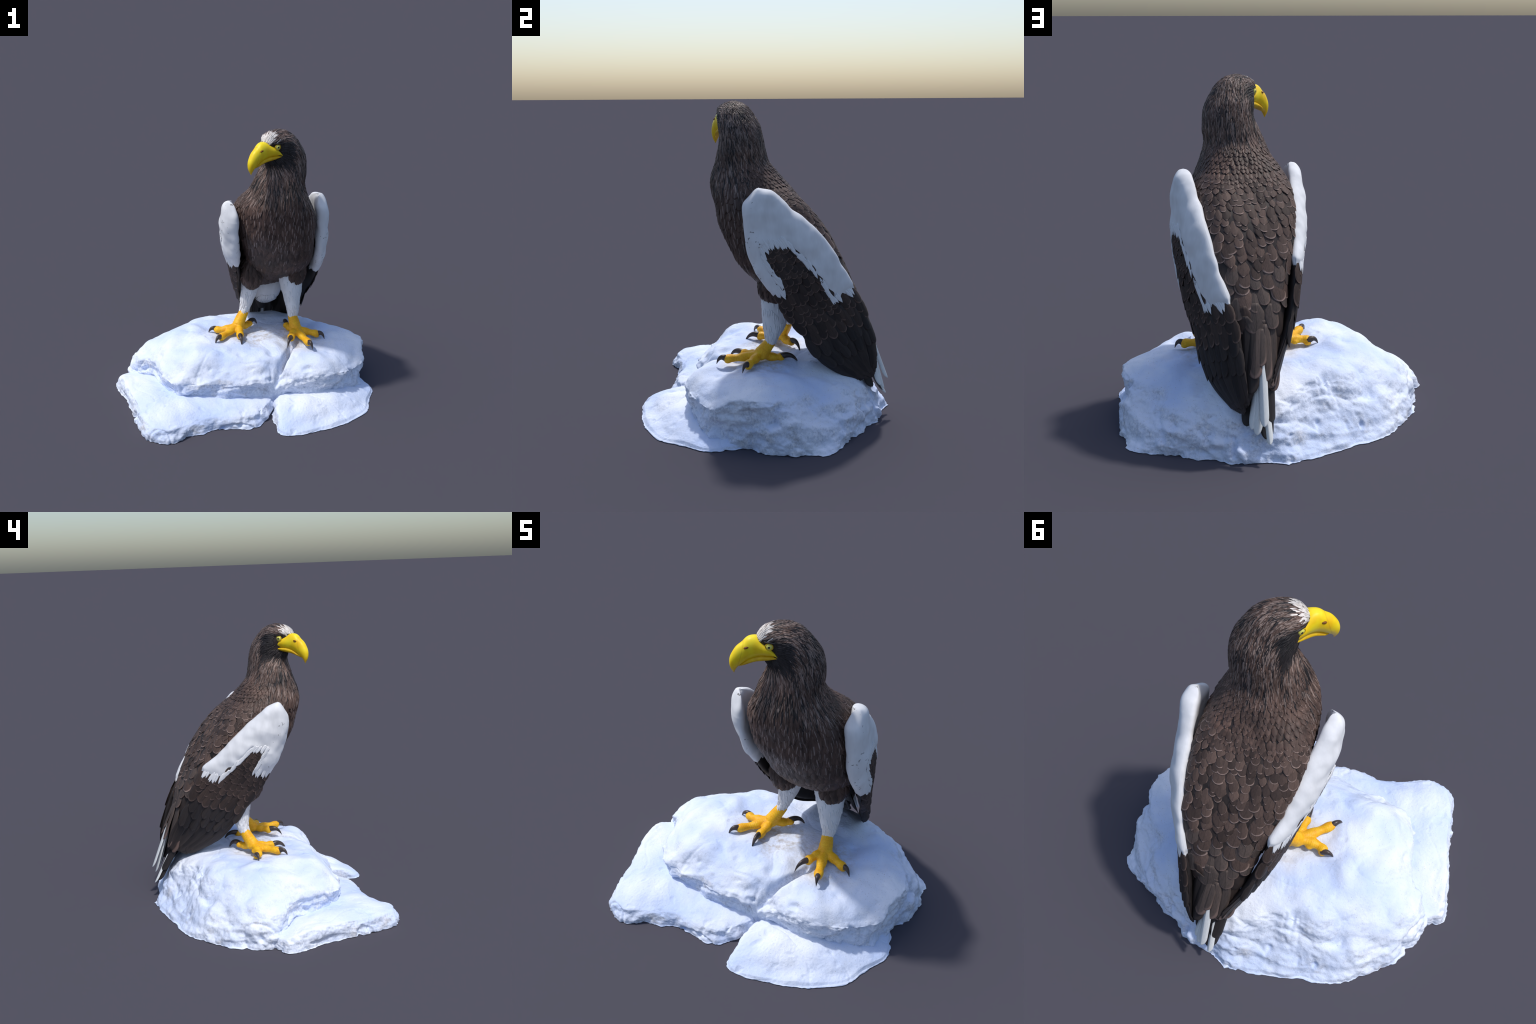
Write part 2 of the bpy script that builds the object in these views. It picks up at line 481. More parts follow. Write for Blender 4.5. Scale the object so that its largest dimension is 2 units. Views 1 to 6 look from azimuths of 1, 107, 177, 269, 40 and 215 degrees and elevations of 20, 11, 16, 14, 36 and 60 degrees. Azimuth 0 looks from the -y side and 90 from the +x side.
slab2_base = [(0.27, -0.69), (0.36, -0.727), (0.55, -0.65), (0.70, -0.56), (0.82, -0.47), (0.91, -0.365), (0.935, -0.2), (0.98, -0.05), (0.94, 0.07), (0.84, 0.15),
              (0.6, 0.0), (0.4, -0.2), (0.225, -0.33), (0.215, -0.50)]
slab2_rim = [(0.30, -0.62, .06), (0.38, -0.645, .045), (0.54, -0.57, .040), (0.67, -0.48, .038), (0.78, -0.40, .032), (0.86, -0.32, .028), (0.89, -0.19, .03), (0.93, -0.06, .03), (0.90, 0.05, .03), (0.82, 0.1, .04),
             (0.6, -0.05, .07), (0.4, -0.24, .09), (0.27, -0.38, .12), (0.255, -0.5, .11)]
b2 = boulder("snow_ledge", slab2_base, slab2_rim, np.array([0.5, -0.38]), 0.125, 1.8, 400, (60, 36), 0.009, 7.9, None, 1.3)
for b in (b0, b1, b2):
    parent(b, rock)

# ====================================================================== EAGLE
eagle = bpy.data.objects.new("eagle", None)
eagle.location = (0.16, 0.15, 0.37)
bpy.context.collection.objects.link(eagle)
eagle["label"] = "dark brown sea eagle with white shoulders, huge yellow beak"
eagle["category"] = "eagle"
bpy.context.view_layer.update()

# body profile: z, centre x, centre y, half width, half depth, yaw, roundness
BODY = np.array([
    (0.600, 0.060, 0.540, 0.060, 0.100, 0.30, 2.1),
    (0.660, 0.085, 0.515, 0.118, 0.148, 0.32, 2.1),
    (0.760, 0.147, 0.452, 0.182, 0.224, 0.34, 2.2),
    (0.880, 0.190, 0.348, 0.235, 0.293, 0.37, 2.4),
    (1.000, 0.204, 0.258, 0.257, 0.325, 0.38, 2.5),
    (1.120, 0.200, 0.190, 0.266, 0.325, 0.38, 2.5),
    (1.240, 0.190, 0.118, 0.276, 0.318, 0.38, 2.4),
    (1.360, 0.190, 0.055, 0.272, 0.280, 0.35, 2.4),
    (1.460, 0.190, -0.005, 0.240, 0.250, 0.30, 2.35),
    (1.540, 0.201, -0.036, 0.200, 0.212, 0.23, 2.3),
    (1.620, 0.210, -0.054, 0.173, 0.166, 0.20, 2.25),
    (1.700, 0.231, -0.050, 0.160, 0.145, 0.22, 2.2),
    (1.780, 0.242, -0.050, 0.146, 0.133, 0.32, 2.15),
    (1.850, 0.222, -0.074, 0.151, 0.129, 0.60, 2.15),
    (1.920, 0.198, -0.111, 0.143, 0.112, 0.78, 2.15),
    (1.960, 0.193, -0.116, 0.110, 0.086, 0.80, 2.15),
    (1.985, 0.193, -0.117, 0.070, 0.055, 0.80, 2.1),
    (1.998, 0.193, -0.117, 0.020, 0.016, 0.80, 2.0)])

# head frame: f = where the beak points, l = the bird's left
HO = V(0.161, -0.149, 0)
HF = V(-0.674, -0.739, 0)
HL = V(0.739, -0.674, 0)
def head_pt(s, lat, z):
    return HO + HF * s + HL * lat + V(0, 0, z)

def shape_head(p):
    """Narrow the face towards the beak and raise the brows."""
    if p.z < 1.72:
        return p
    r = p - HO
    s, lat = r.dot(HF), r.dot(HL)
    band = float(smooth(1.79, 1.85, p.z) * (1 - smooth(1.925, 1.96, p.z)))
    k = 1 - 0.27 * float(smooth(-0.07, 0.05, s)) * band
    lat2 = lat * k
    brow = math.exp(-((p.z - 1.932) / 0.014) ** 2) * math.exp(-((s - 0.03) / 0.045) ** 2)
    lat2 += math.copysign(0.006 * brow, lat2)
    chin = 0.026 * math.exp(-((p.z - 1.788) / 0.026) ** 2) * float(smooth(-0.06, 0.0, s)) * math.exp(-(lat / 0.06) ** 2)
    return p + HL * (lat2 - lat) + HF * chin

def body_surface():
    nz, nph = 230, 180
    zs = BODY[:, 0]
    idx = np.arange(len(zs))
    # finer rings toward the crown
    zz = np.concatenate([np.linspace(0.60, 1.9, 190, endpoint=False), 1.9 + 0.098 * np.sin(np.linspace(0, math.pi / 2, 40))])
    t = np.interp(zz, zs, idx)
    Q = catmull(BODY[:, 1:], t)
    Q[:, 2:4] = np.maximum(Q[:, 2:4], 0.004)
    ph = np.linspace(0, 2 * math.pi, nph, endpoint=False)
    verts = np.zeros((len(zz), nph, 3))
    for i, (z, q) in enumerate(zip(zz, Q)):
        cx, cy, a, b, yaw, n = q
        c, s = np.cos(ph), np.sin(ph)
        nb = np.where(s > 0, n + 2.0 * smooth(1.56, 1.34, z) * (0.45 + 0.55 * smooth(0.9, 1.08, z)), n)          # broad boxy back, rounder breast
        r = (np.abs(c) ** nb + np.abs(s) ** nb) ** (-1 / nb)
        x, y = a * r * c, b * r * s
        hump = smooth(1.48, 1.36, z) * smooth(1.0, 1.14, z) * np.maximum(0, s)
        x = x * (1 + 0.06 * hump * (c > 0))                                 # left shoulder blade rides up beside the wing
        y = y + 0.022 * hump * np.maximum(0, c)
        yaw = yaw - 0.26 * smooth(1.40, 1.15, z) * (0.5 - 0.5 * s)         # the belly faces forward, the back is turned
        verts[i, :, 0] = cx + np.cos(yaw) * x - np.sin(yaw) * y
        verts[i, :, 1] = cy + np.sin(yaw) * x + np.cos(yaw) * y
        verts[i, :, 2] = z
    for i in range(len(zz)):
        for j in range(nph):
            p = shape_head(Vector(verts[i, j]))
            d = noise.noise(V(p.x * 13, p.y * 13, p.z * 6)) * 0.004 + noise.noise(V(p.x * 34, p.y * 34, p.z * 12)) * 0.002
            c = Vector((Q[i, 0], Q[i, 1], p.z))
            dirv = (p - c)
            if dirv.length > 1e-5:
                p += dirv.normalized() * d
            verts[i, j] = p
    return verts

BV = body_surface()
nzb, nphb = BV.shape[:2]
bverts = [Vector(v) for v in BV.reshape(-1, 3)]
bfaces = grid_faces(nzb, nphb)
bverts.append(Vector(BV[0].mean(axis=0)))
bfaces += [(len(bverts) - 1, (j + 1) % nphb, j) for j in range(nphb)]
bverts.append(Vector(BV[-1].mean(axis=0)) + V(0, 0, 0.001))
o = (nzb - 1) * nphb
bfaces += [(len(bverts) - 1, o + j, o + (j + 1) % nphb) for j in range(nphb)]
full = new_obj("body_whole", bverts, bfaces, [M_SKIN])
fix_normals(full)
full_normals = [v.normal.copy() for v in full.data.vertices]
BODY_BVH = BVHTree.FromPolygons([v.co.copy() for v in full.data.vertices], [tuple(p.vertices) for p in full.data.polygons])
body_polys = [tuple(p.vertices) for p in full.data.polygons]
body_cos = [v.co.copy() for v in full.data.vertices]

def region_of(face):
    c = sum((body_cos[i] for i in face), V(0, 0, 0)) / len(face)
    s = (c - HO).dot(HF)
    if c.z > 1.78 - 0.10 * float(smooth(0.05, -0.25, s)) + 0.0 * s:
        return "head"
    if c.z > 1.50:
        return "neck"
    return "torso"

parts = {}
for reg in ("torso", "neck", "head"):
    fs = [f for f in body_polys if region_of(f) == reg]
    used = sorted({i for f in fs for i in f})
    remap = {i: k for k, i in enumerate(used)}
    ob = new_obj(reg, [body_cos[i] for i in used], [[remap[i] for i in f] for f in fs], [M_SKIN])
    ob.data.normals_split_custom_set_from_vertices([tuple(full_normals[i]) for i in used])
    parent(ob, eagle)
    parts[reg] = ob
bpy.data.objects.remove(full)
torso, neck, head = parts["torso"], parts["neck"], parts["head"]

# ------------------------------------------------------------- feather shapes
def feather_outline(y, kind):
    """Half width (0..0.5) of a feather at y in 0..1."""
    if kind == "round":      # contour feather: rounded tip
        w = 0.5 * min(1, 0.30 + 1.9 * y)
        if y > 0.62:
            w *= math.sqrt(max(0, 1 - ((y - 0.62) / 0.38) ** 2))
        return w
    if kind == "ogive":      # slightly pointed tip
        w = 0.5 * min(1, 0.30 + 1.9 * y)
        if y > 0.5:
            w *= max(0, 1 - ((y - 0.5) / 0.5) ** 2.2)
        return w
    if kind == "lance":      # long pointed hackle
        return 0.5 * (min(1, 0.35 + 2.2 * y)) * max(0, 1 - max(0, (y - 0.35) / 0.65) ** 1.6)
    if kind == "blade":      # flight feather
        w = 0.5 * min(1, 0.55 + 1.6 * y)
        if y > 0.82:
            w *= math.sqrt(max(0, 1 - ((y - 0.82) / 0.18) ** 2))
        return w

def feather_grid(kind, nx, ny, dish=0.05, thick=0.02):
    """Closed thin feather in local space, x across, y to the tip, z outward."""
    top, bot = [], []
    for j in range(ny):
        y = j / (ny - 1)
        y = 1 - (1 - y) ** 1.35
        w = max(feather_outline(y, kind), 0.004)
        for i in range(nx):
            e = -1 + 2 * i / (nx - 1)
            e = math.copysign(abs(e) ** 1.5, e)
            z = -dish * (e * w * 2) ** 2
            th = thick * (1 - abs(e) ** 2.5) * (1 - 0.75 * y)
            ridge = thick * 0.5 * math.exp(-(e / 0.18) ** 2) * (1 - 0.6 * y)
            top.append((e * w, y, z + th + ridge))
            bot.append((e * w, y, z - thick * 0.25))
    n = len(top)
    faces = [f for f in grid_faces(ny, nx, False)]
    faces += [tuple(reversed(f)) for f in grid_faces(ny, nx, False, n)]
    def rim(a, b):
        faces.append((a, b, n + b, n + a))
    for j in range(ny - 1):
        rim(j * nx, (j + 1) * nx)
        rim((j + 1) * nx + nx - 1, j * nx + nx - 1)
    for i in range(nx - 1):
        rim(i + 1, i)
        rim((ny - 1) * nx + i, (ny - 1) * nx + i + 1)
    return top + bot, faces

FEATHER_MESH = {}
def feather_mesh(kind, mat, var=0, dish=0.06):
    key = (kind, mat.name, var)
    if key not in FEATHER_MESH:
        vs, fs = feather_grid(kind, 9, 14, dish, 0.022)
        vv = []
        for x, y, z in vs:
            # individual, slightly worn edges
            k = 1 + 0.06 * noise.noise(V(x * 5 + var * 7, y * 6, var))
            z += 0.05 * (y - 0.5) ** 2 * -1 + 0.006 * noise.noise(V(x * 4, y * 5, var * 3.3))
            vv.append((x * k + 0.03 * math.sin(y * 2.2 + var) * y, y, z))
        me = bpy.data.meshes.new("feather_" + kind)
        me.from_pydata(vv, [], fs)
        me.materials.append(mat)
        me.polygons.foreach_set("use_smooth", [True] * len(me.polygons))
        me.update()
        FEATHER_MESH[key] = me
    return FEATHER_MESH[key]

def frame(p, d, n, length, width, lift):
    d = (d - n * d.dot(n)).normalized()
    x = d.cross(n).normalized()
    d2 = (d * math.cos(lift) + n * math.sin(lift)).normalized()
    n2 = x.cross(d2).normalized()
    return Matrix(((x.x * width, d2.x * length, n2.x * length, p.x), (x.y * width, d2.y * length, n2.y * length, p.y),
                   (x.z * width, d2.z * length, n2.z * length, p.z), (0, 0, 0, 1)))

def place_feather(name, par, mesh, p, d, n, length, width, lift=0.06, sink=0.002, roll=0.0):
    """Feather whose middle lies on the surface point p."""
    d = (d - n * d.dot(n)).normalized()
    q = p - d * length * 0.5 - n * sink - n * math.sin(lift) * length * 0.35
    ob = bpy.data.objects.new(name, mesh)
    ob.matrix_world = frame(q, d, n, length, width, lift)
    bpy.context.collection.objects.link(ob)
    ob.parent = par
    ob.matrix_parent_inverse = par.matrix_world.inverted()
    return ob

class Stuff:
    """Collects many tiny feathers, laid along a surface, into one mesh."""
    def __init__(self):
        self.v, self.f, self.m = [], [], []
    def add(self, bvh, p, d, n, length, width, kind, lift, m_main, m_shaft=None, m_rim=None, nx=5, ny=7, base=0.001):
        d = (d - n * d.dot(n)).normalized()
        x = d.cross(n).normalized()
        o = len(self.v)
        vs, fs = feather_grid(kind, nx, ny, 0.0, 0.03)
        half = nx * ny
        for k, (lx, ly, lz) in enumerate(vs):
            q = p + x * (lx * width) + d * ((ly - 0.35) * length)
            loc, nn, _, _ = bvh.find_nearest(q)
            if loc is None:
                loc, nn = q, n
            e = abs(lx) * 2
            h = base + lift * ly ** 1.5 - 0.10 * width * e * e + lz * length * 0.5
            self.v.append(tuple(loc + nn * h))
        nf = (nx - 1) * (ny - 1)
        for k, f in enumerate(fs):
            self.f.append(tuple(i + o for i in f))
            mi = m_main
            if k < nf:
                row, col = divmod(k, nx - 1)
                if m_shaft is not None and col in ((nx - 1) // 2, (nx - 2) // 2) and row >= (ny - 1) * 0.35:
                    mi = m_shaft
                if m_rim is not None and row >= ny - 2:
                    mi = m_rim
            self.m.append(mi)
    def build(self, name, mats, par):
        ob = new_obj(name, self.v, self.f, mats, self.m)
        ob["kind"] = "stuff"
        parent(ob, par)
        return ob

def body_pts(z0, z1, step_z, step_w, jitter, keep):
    """Staggered rows of points over the body between heights z0 and z1, top row last."""
    zline = BV[:, 0, 2]
    rows = []
    # walk by arc length along the back meridian for even rows
    z = z0
    k = 0
    while z < z1:
        i = int(np.argmin(np.abs(BV[:, 5, 2] - z)))
        ring = BV[i]
        seg = np.linalg.norm(np.roll(ring, -1, 0) - ring, axis=1)
        cum = np.concatenate([[0], np.cumsum(seg)])
        tot = cum[-1]
        sw = step_w(z) if callable(step_w) else step_w
        n = max(5, int(tot / sw))
        for q in range(n):
            dist = ((q + 0.5 * (k % 2) + rng.uniform(-jitter, jitter)) / n * tot) % tot
            j = int(np.searchsorted(cum, dist)) % nphb
            p = Vector(ring[j])
            p.z += rng.uniform(-1, 1) * 0.35 * (step_z(z) if callable(step_z) else step_z)
            loc, nn, _, _ = BODY_BVH.find_nearest(p)
            if keep(loc, nn):
                rows.append((loc, nn))
        z += step_z(z) if callable(step_z) else step_z
        k += 1
    return rows

BEAKROOT = head_pt(0.075, 0, 1.875)
CHEST_DIR = V(0.22, -0.975, 0)     # the way the breast faces
BACK_DIR = -CHEST_DIR

def flow(p, n):
    """Direction in which plumage lies."""
    r = p - BEAKROOT
    w = 1 - float(smooth(0.12, 0.30, r.length))
    down = V(0, 0, -1)
    d = r.normalized() * w + down * (1.15 - w) + BACK_DIR * 0.25 * (1 - w)
    d = d - n * d.dot(n)
    if d.length < 1e-4:
        d = V(0, 1, 0) - n * n.y
    return d.normalized()

def face_clear(p):
    """True where the bare beak skin and the eyes lie."""
    r = p - HO
    s, lat = r.dot(HF), abs(r.dot(HL))
    if s > -0.005 and 1.815 < p.z < 1.925 and lat > 0.0:
        return True
    return False

# --- head and neck hackles
hack = Stuff()
head_mats = [M_HACKLE, M_HACKLE_DARK, M_HACKLE_GREY, M_HACKLE_WHITE]
def head_slot(p):
    r = p - HO
    s, lat = r.dot(HF), abs(r.dot(HL))
    fore = s - 0.7 * max(0, lat - 0.022)
    if p.z > 1.92 and rng.random() < float(smooth(-0.02, 0.062, fore)) * 1.15 - 0.08:
        return 3, None
    if p.z < 1.93 and p.z > 1.76 and s > -0.075 and s < 0.06:
        return 1, None          # dark mask behind the eye
    g = rng.random()
    return (0 if g < 0.46 else 1 if g < 0.74 else 2), (2 if rng.random() < 0.6 else None)

for p, n in body_pts(1.70, 1.997, lambda z: 0.0125 if z < 1.93 else 0.006, 0.0155, 0.3, lambda p, n: not face_clear(p) and p.z > 1.66):
    main, sh = head_slot(p)
    ln = 0.052 + 0.026 * float(smooth(1.95, 1.75, p.z)) + rng.uniform(-0.006, 0.008)
    d = flow(p, n)
    d = (d + d.cross(n) * rng.uniform(-0.22, 0.22)).normalized()
    if main == 3:
        ln *= 0.8
    hack.add(BODY_BVH, p, d, n, ln, 0.0155, "lance", 0.0034, main, sh, None, 5, 7)
for k in range(60):     # crown
    a, r = k * 2.39996, 0.055 * math.sqrt(k / 60)
    loc, n, _, _ = BODY_BVH.find_nearest(V(0.193 + r * math.cos(a), -0.117 + r * math.sin(a), 2.02))
    main, sh = head_slot(loc)
    hack.add(BODY_BVH, loc, flow(loc, n), n, 0.05, 0.0155, "lance", 0.0034, main, sh, None, 5, 7)
hack.build("hackle_feathers", head_mats, head)

neckh = Stuff()
for p, n in body_pts(1.47, 1.74, 0.0175, 0.0215, 0.3, lambda p, n: True):
    facing = n.dot(CHEST_DIR)
    if facing < -0.15 and p.z < 1.60:
        continue
    d = flow(p, n)
    d = (d + d.cross(n) * rng.uniform(-0.18, 0.18)).normalized()
    g = rng.random()
    sh = 2 if g < 0.72 else None
    neckh.add(BODY_BVH, p, d, n, 0.100 + rng.uniform(-0.018, 0.022), 0.0215, "lance", 0.0048, 0 if rng.random() < 0.62 else 1 if rng.random() < 0.75 else 2, sh, None, 7, 7)
neckh.build("hackle_feathers", head_mats, neck)

# --- breast and belly
br = Stuff()
for p, n in body_pts(0.62, 1.50, lambda z: 0.034, lambda z: 0.036, 0.3, lambda p, n: n.dot(CHEST_DIR) > -0.25 and p.y < 0.42):
    d = flow(p, n)
    d = (d + d.cross(n) * rng.uniform(-0.2, 0.2)).normalized()
    up = float(smooth(1.05, 1.25, p.z))
    sh = 2 if rng.random() < 0.15 + 0.6 * up else None
    kind = "ogive" if rng.random() < 0.6 else "round"
    br.add(BODY_BVH, p, d, n, 0.105 + rng.uniform(-0.025, 0.03), 0.054 - 0.012 * up + rng.uniform(-0.006, 0.01), kind, 0.008, 0 if rng.random() < 0.3 + 0.6 * up else 1, sh, None, 9, 8)
br.build("breast_feathers", [M_BREAST, M_BELLY, M_STREAK], torso)

# --- nape scales (small) and mantle feathers (single objects)
nape = Stuff()
for p, n in body_pts(1.43, 1.63, 0.021, 0.027, 0.25, lambda p, n: n.dot(CHEST_DIR) < 0.0):
    d = flow(p, n)
    d = (d + d.cross(n) * rng.uniform(-0.12, 0.12)).normalized()
    nape.add(BODY_BVH, p, d, n, 0.052, 0.034, "ogive", 0.006, 0 if rng.random() < 0.6 else 1, None, 2, 7, 8)
nape.build("nape_feathers", [M_HACKLE, M_BREAST, streak_mat("nape_feather_tip", (0.14, 0.10, 0.088), (0.30, 0.225, 0.20), 60)], torso)

mid_axis = lambda z: V(0.19 - 0.16 * max(0, 1.2 - z), 0, 0)
count = 0
def mantle_rows():
    z = 0.72
    k = 0
    while z < 1.46:
        i = int(np.argmin(np.abs(BV[:, 5, 2] - z)))
        ring = BV[i]
        cen = ring.mean(axis=0)
        size = float(np.interp(z, [0.72, 0.95, 1.2, 1.46], [0.15, 0.105, 0.078, 0.052]))
        wd = size * float(np.interp(z, [0.72, 1.0, 1.46], [0.66, 0.72, 0.80]))
        back = [(j, Vector(ring[j])) for j in range(nphb)]
        ang = []
        for j, p in back:
            _, nn, _, _ = BODY_BVH.find_nearest(p)
            ang.append((math.atan2((p - Vector(cen)).dot(V(0.976, 0.216, 0)), (p - Vector(cen)).dot(BACK_DIR)), p, nn))
        lim = float(np.interp(z, [0.72, 0.9, 1.1, 1.46], [0.45, 0.85, 1.25, 1.45]))
        ang = sorted([a for a in ang if abs(a[0]) < lim], key=lambda a: a[0])
        cum = [0.0]
        for a, b in zip(ang[:-1], ang[1:]):
            cum.append(cum[-1] + (b[1] - a[1]).length)
        n = max(2, int(cum[-1] / (wd * 0.93)))
        for q in range(n + 1):
            t = (q + 0.5 * (k % 2)) / n + rng.uniform(-0.2, 0.2) / n
            if not 0 <= t <= 1.02:
                continue
            j = min(len(cum) - 1, int(np.searchsorted(cum, t * cum[-1])))
            yield ang[j][1] + V(0, 0, rng.uniform(-0.5, 0.5) * size * 0.4), size, wd, z
        z += size * 0.43
        k += 1
for p0, size, wd, z in mantle_rows():
    p, n, _, _ = BODY_BVH.find_nearest(p0)
    d = (flow(p, n) + (mid_axis(z) + V(0, p.y, p.z) - p) * 0.8)
    d = (d + d.cross(n) * rng.uniform(-0.2, 0.2)).normalized()
    big = z < 1.0
    me = feather_mesh("round" if (big or rng.random() < 0.5) else "ogive", M_SCAP if (big and rng.random() < 0.75) else M_MANTLE, rng.randrange(3))
    k = rng.uniform(0.78, 1.25)
    place_feather("mantle_feather", torso, me, p, d, n, size * k, wd * k * rng.uniform(0.88, 1.12), 0.09 + rng.uniform(-0.03, 0.03), -0.003)
    count += 1
print("mantle feathers", count)

# ---------------------------------------------------------------------- wings
WING_L = dict(
    ridge=[(.488, .150, 1.488), (.462, .238, 1.455), (.42, .343, 1.357), (.37, .488, 1.233), (.30, .616, 1.045), (.24, .685, .877), (.205, .725, .75), (.18, .775, .60), (.165, .805, .45), (.170, .805, .34)],
    front=[(.512, .118, 1.475), (.525, .066, 1.368), (.533, .078, 1.19), (.533, .114, 1.03), (.518, .205, .90), (.485, .30, .725), (.440, .400, .60), (.395, .490, .44), (.332, .595, .345), (.215, .725, .25)],
    out=V(0.85, 0.52, 0.05).normalized(), seed=1.3, tuck=0.05, notch=2.62, apex=0.73, lead=0.81, bulge=[0.020, 0.042, 0.052, 0.056, 0.056, 0.048, 0.042, 0.036, 0.026, 0.008])
WING_R = dict(
    ridge=[(-.133, -.080, 1.480), (-.13, -.02, 1.445), (-.125, .12, 1.326), (-.125, .22, 1.238), (-.125, .344, 1.116), (-.12, .45, 1.02), (-.11, .52, .88), (-.065, .62, .68), (-.005, .70, .53), (.028, .735, .40)],
    front=[(-.112, -.122, 1.466), (-.088, -.152, 1.37), (-.074, -.147, 1.24), (-.068, -.092, 1.10), (-.064, -.04, 1.0), (-.060, .04, .86), (-.07, .13, .75), (-.055, .24, .61), (-.04, .37, .475), (.012, .61, .345)],
    out=V(-1.0, 0.06, 0.05).normalized(), seed=5.1, tuck=0.0, notch=2.95, apex=0.66, lead=0.68, bulge=[0.020, 0.052, 0.074, 0.082, 0.076, 0.056, 0.038, 0.026, 0.016, 0.006])
THICK = [0.030, 0.042, 0.042, 0.038, 0.032, 0.026, 0.020, 0.015, 0.011, 0.006]
INNER = [0.0, 0.0, 0.0, 0.01, 0.02, 0.035, 0.045, 0.04, 0.02, 0.0]   # plumage filling the hollow under the folded wing
LEAD = [0.008, 0.020, 0.028, 0.028, 0.022, 0.010, 0.0, 0.0, 0.0, 0.0]

def wing_eval(W, st, t, side, lift=0.0):
    """Point on wing: st station 0..9, t 0 ridge..1 front edge, side +1 outer, -1 inner."""
    R = Vector(catmull(W["ridge"], np.array([st]))[0])
    F = Vector(catmull(W["front"], np.array([st]))[0])
    R = R.lerp(F, W["tuck"] * min(1.0, st / 2) * (1.0 if st < 5 else max(0.0, 6 - st))) + W["out"] * 0.001
    bl = float(np.interp(st, range(10), W["bulge"]))
    th = float(np.interp(st, range(10), THICK))
    ld = float(np.interp(st, range(10), LEAD))
    edge = max(0.0, 1 - abs(2 * t - 1) ** 3.2) ** 0.5
    if st < 0.7:                      # rounded wrist at the top
        k = max(0.10, math.sqrt(max(0.0, 1 - (1 - st / 0.7) ** 2)))
        mid = R.lerp(F, 0.5)
        R, F = mid.lerp(R, k), mid.lerp(F, k)
        edge *= k
        bl = bl * k + 0.035 * (1 - k)
        dome = V(0, 0, 0.004 * (1 - k))
        R, F = R + dome, F + dome
    if side < 0:
        th += float(np.interp(st, range(10), INNER))
    h = (th + ld * float(smooth(0.5, 0.95, t))) * edge * 0.8
    bulge = (bl + 0.001) * (math.sin(math.pi * min(1, 0.02 + t * 0.92)) ** 0.6)
    th0 = float(np.interp(st, range(10), THICK))
    return R.lerp(F, t) + W["out"] * (bulge - th0 * 0.35 + side * h + lift)

def white_zone(st, t, W):
    """>0 where the wing is white: shoulder, ridge strip and leading edge strip."""
    a = W["notch"] - st + 0.9 * abs(t - W["apex"])                          # shoulder
    b = min(0.50 - 0.045 * (st - 2.2) - t, (5.2 - st) * 0.3)     # strip under the ridge
    c = min(t - W["lead"] - 0.03 * (st - 3), (4.35 - st) * 0.3)      # leading edge
    return max(a * 0.3, b, c)

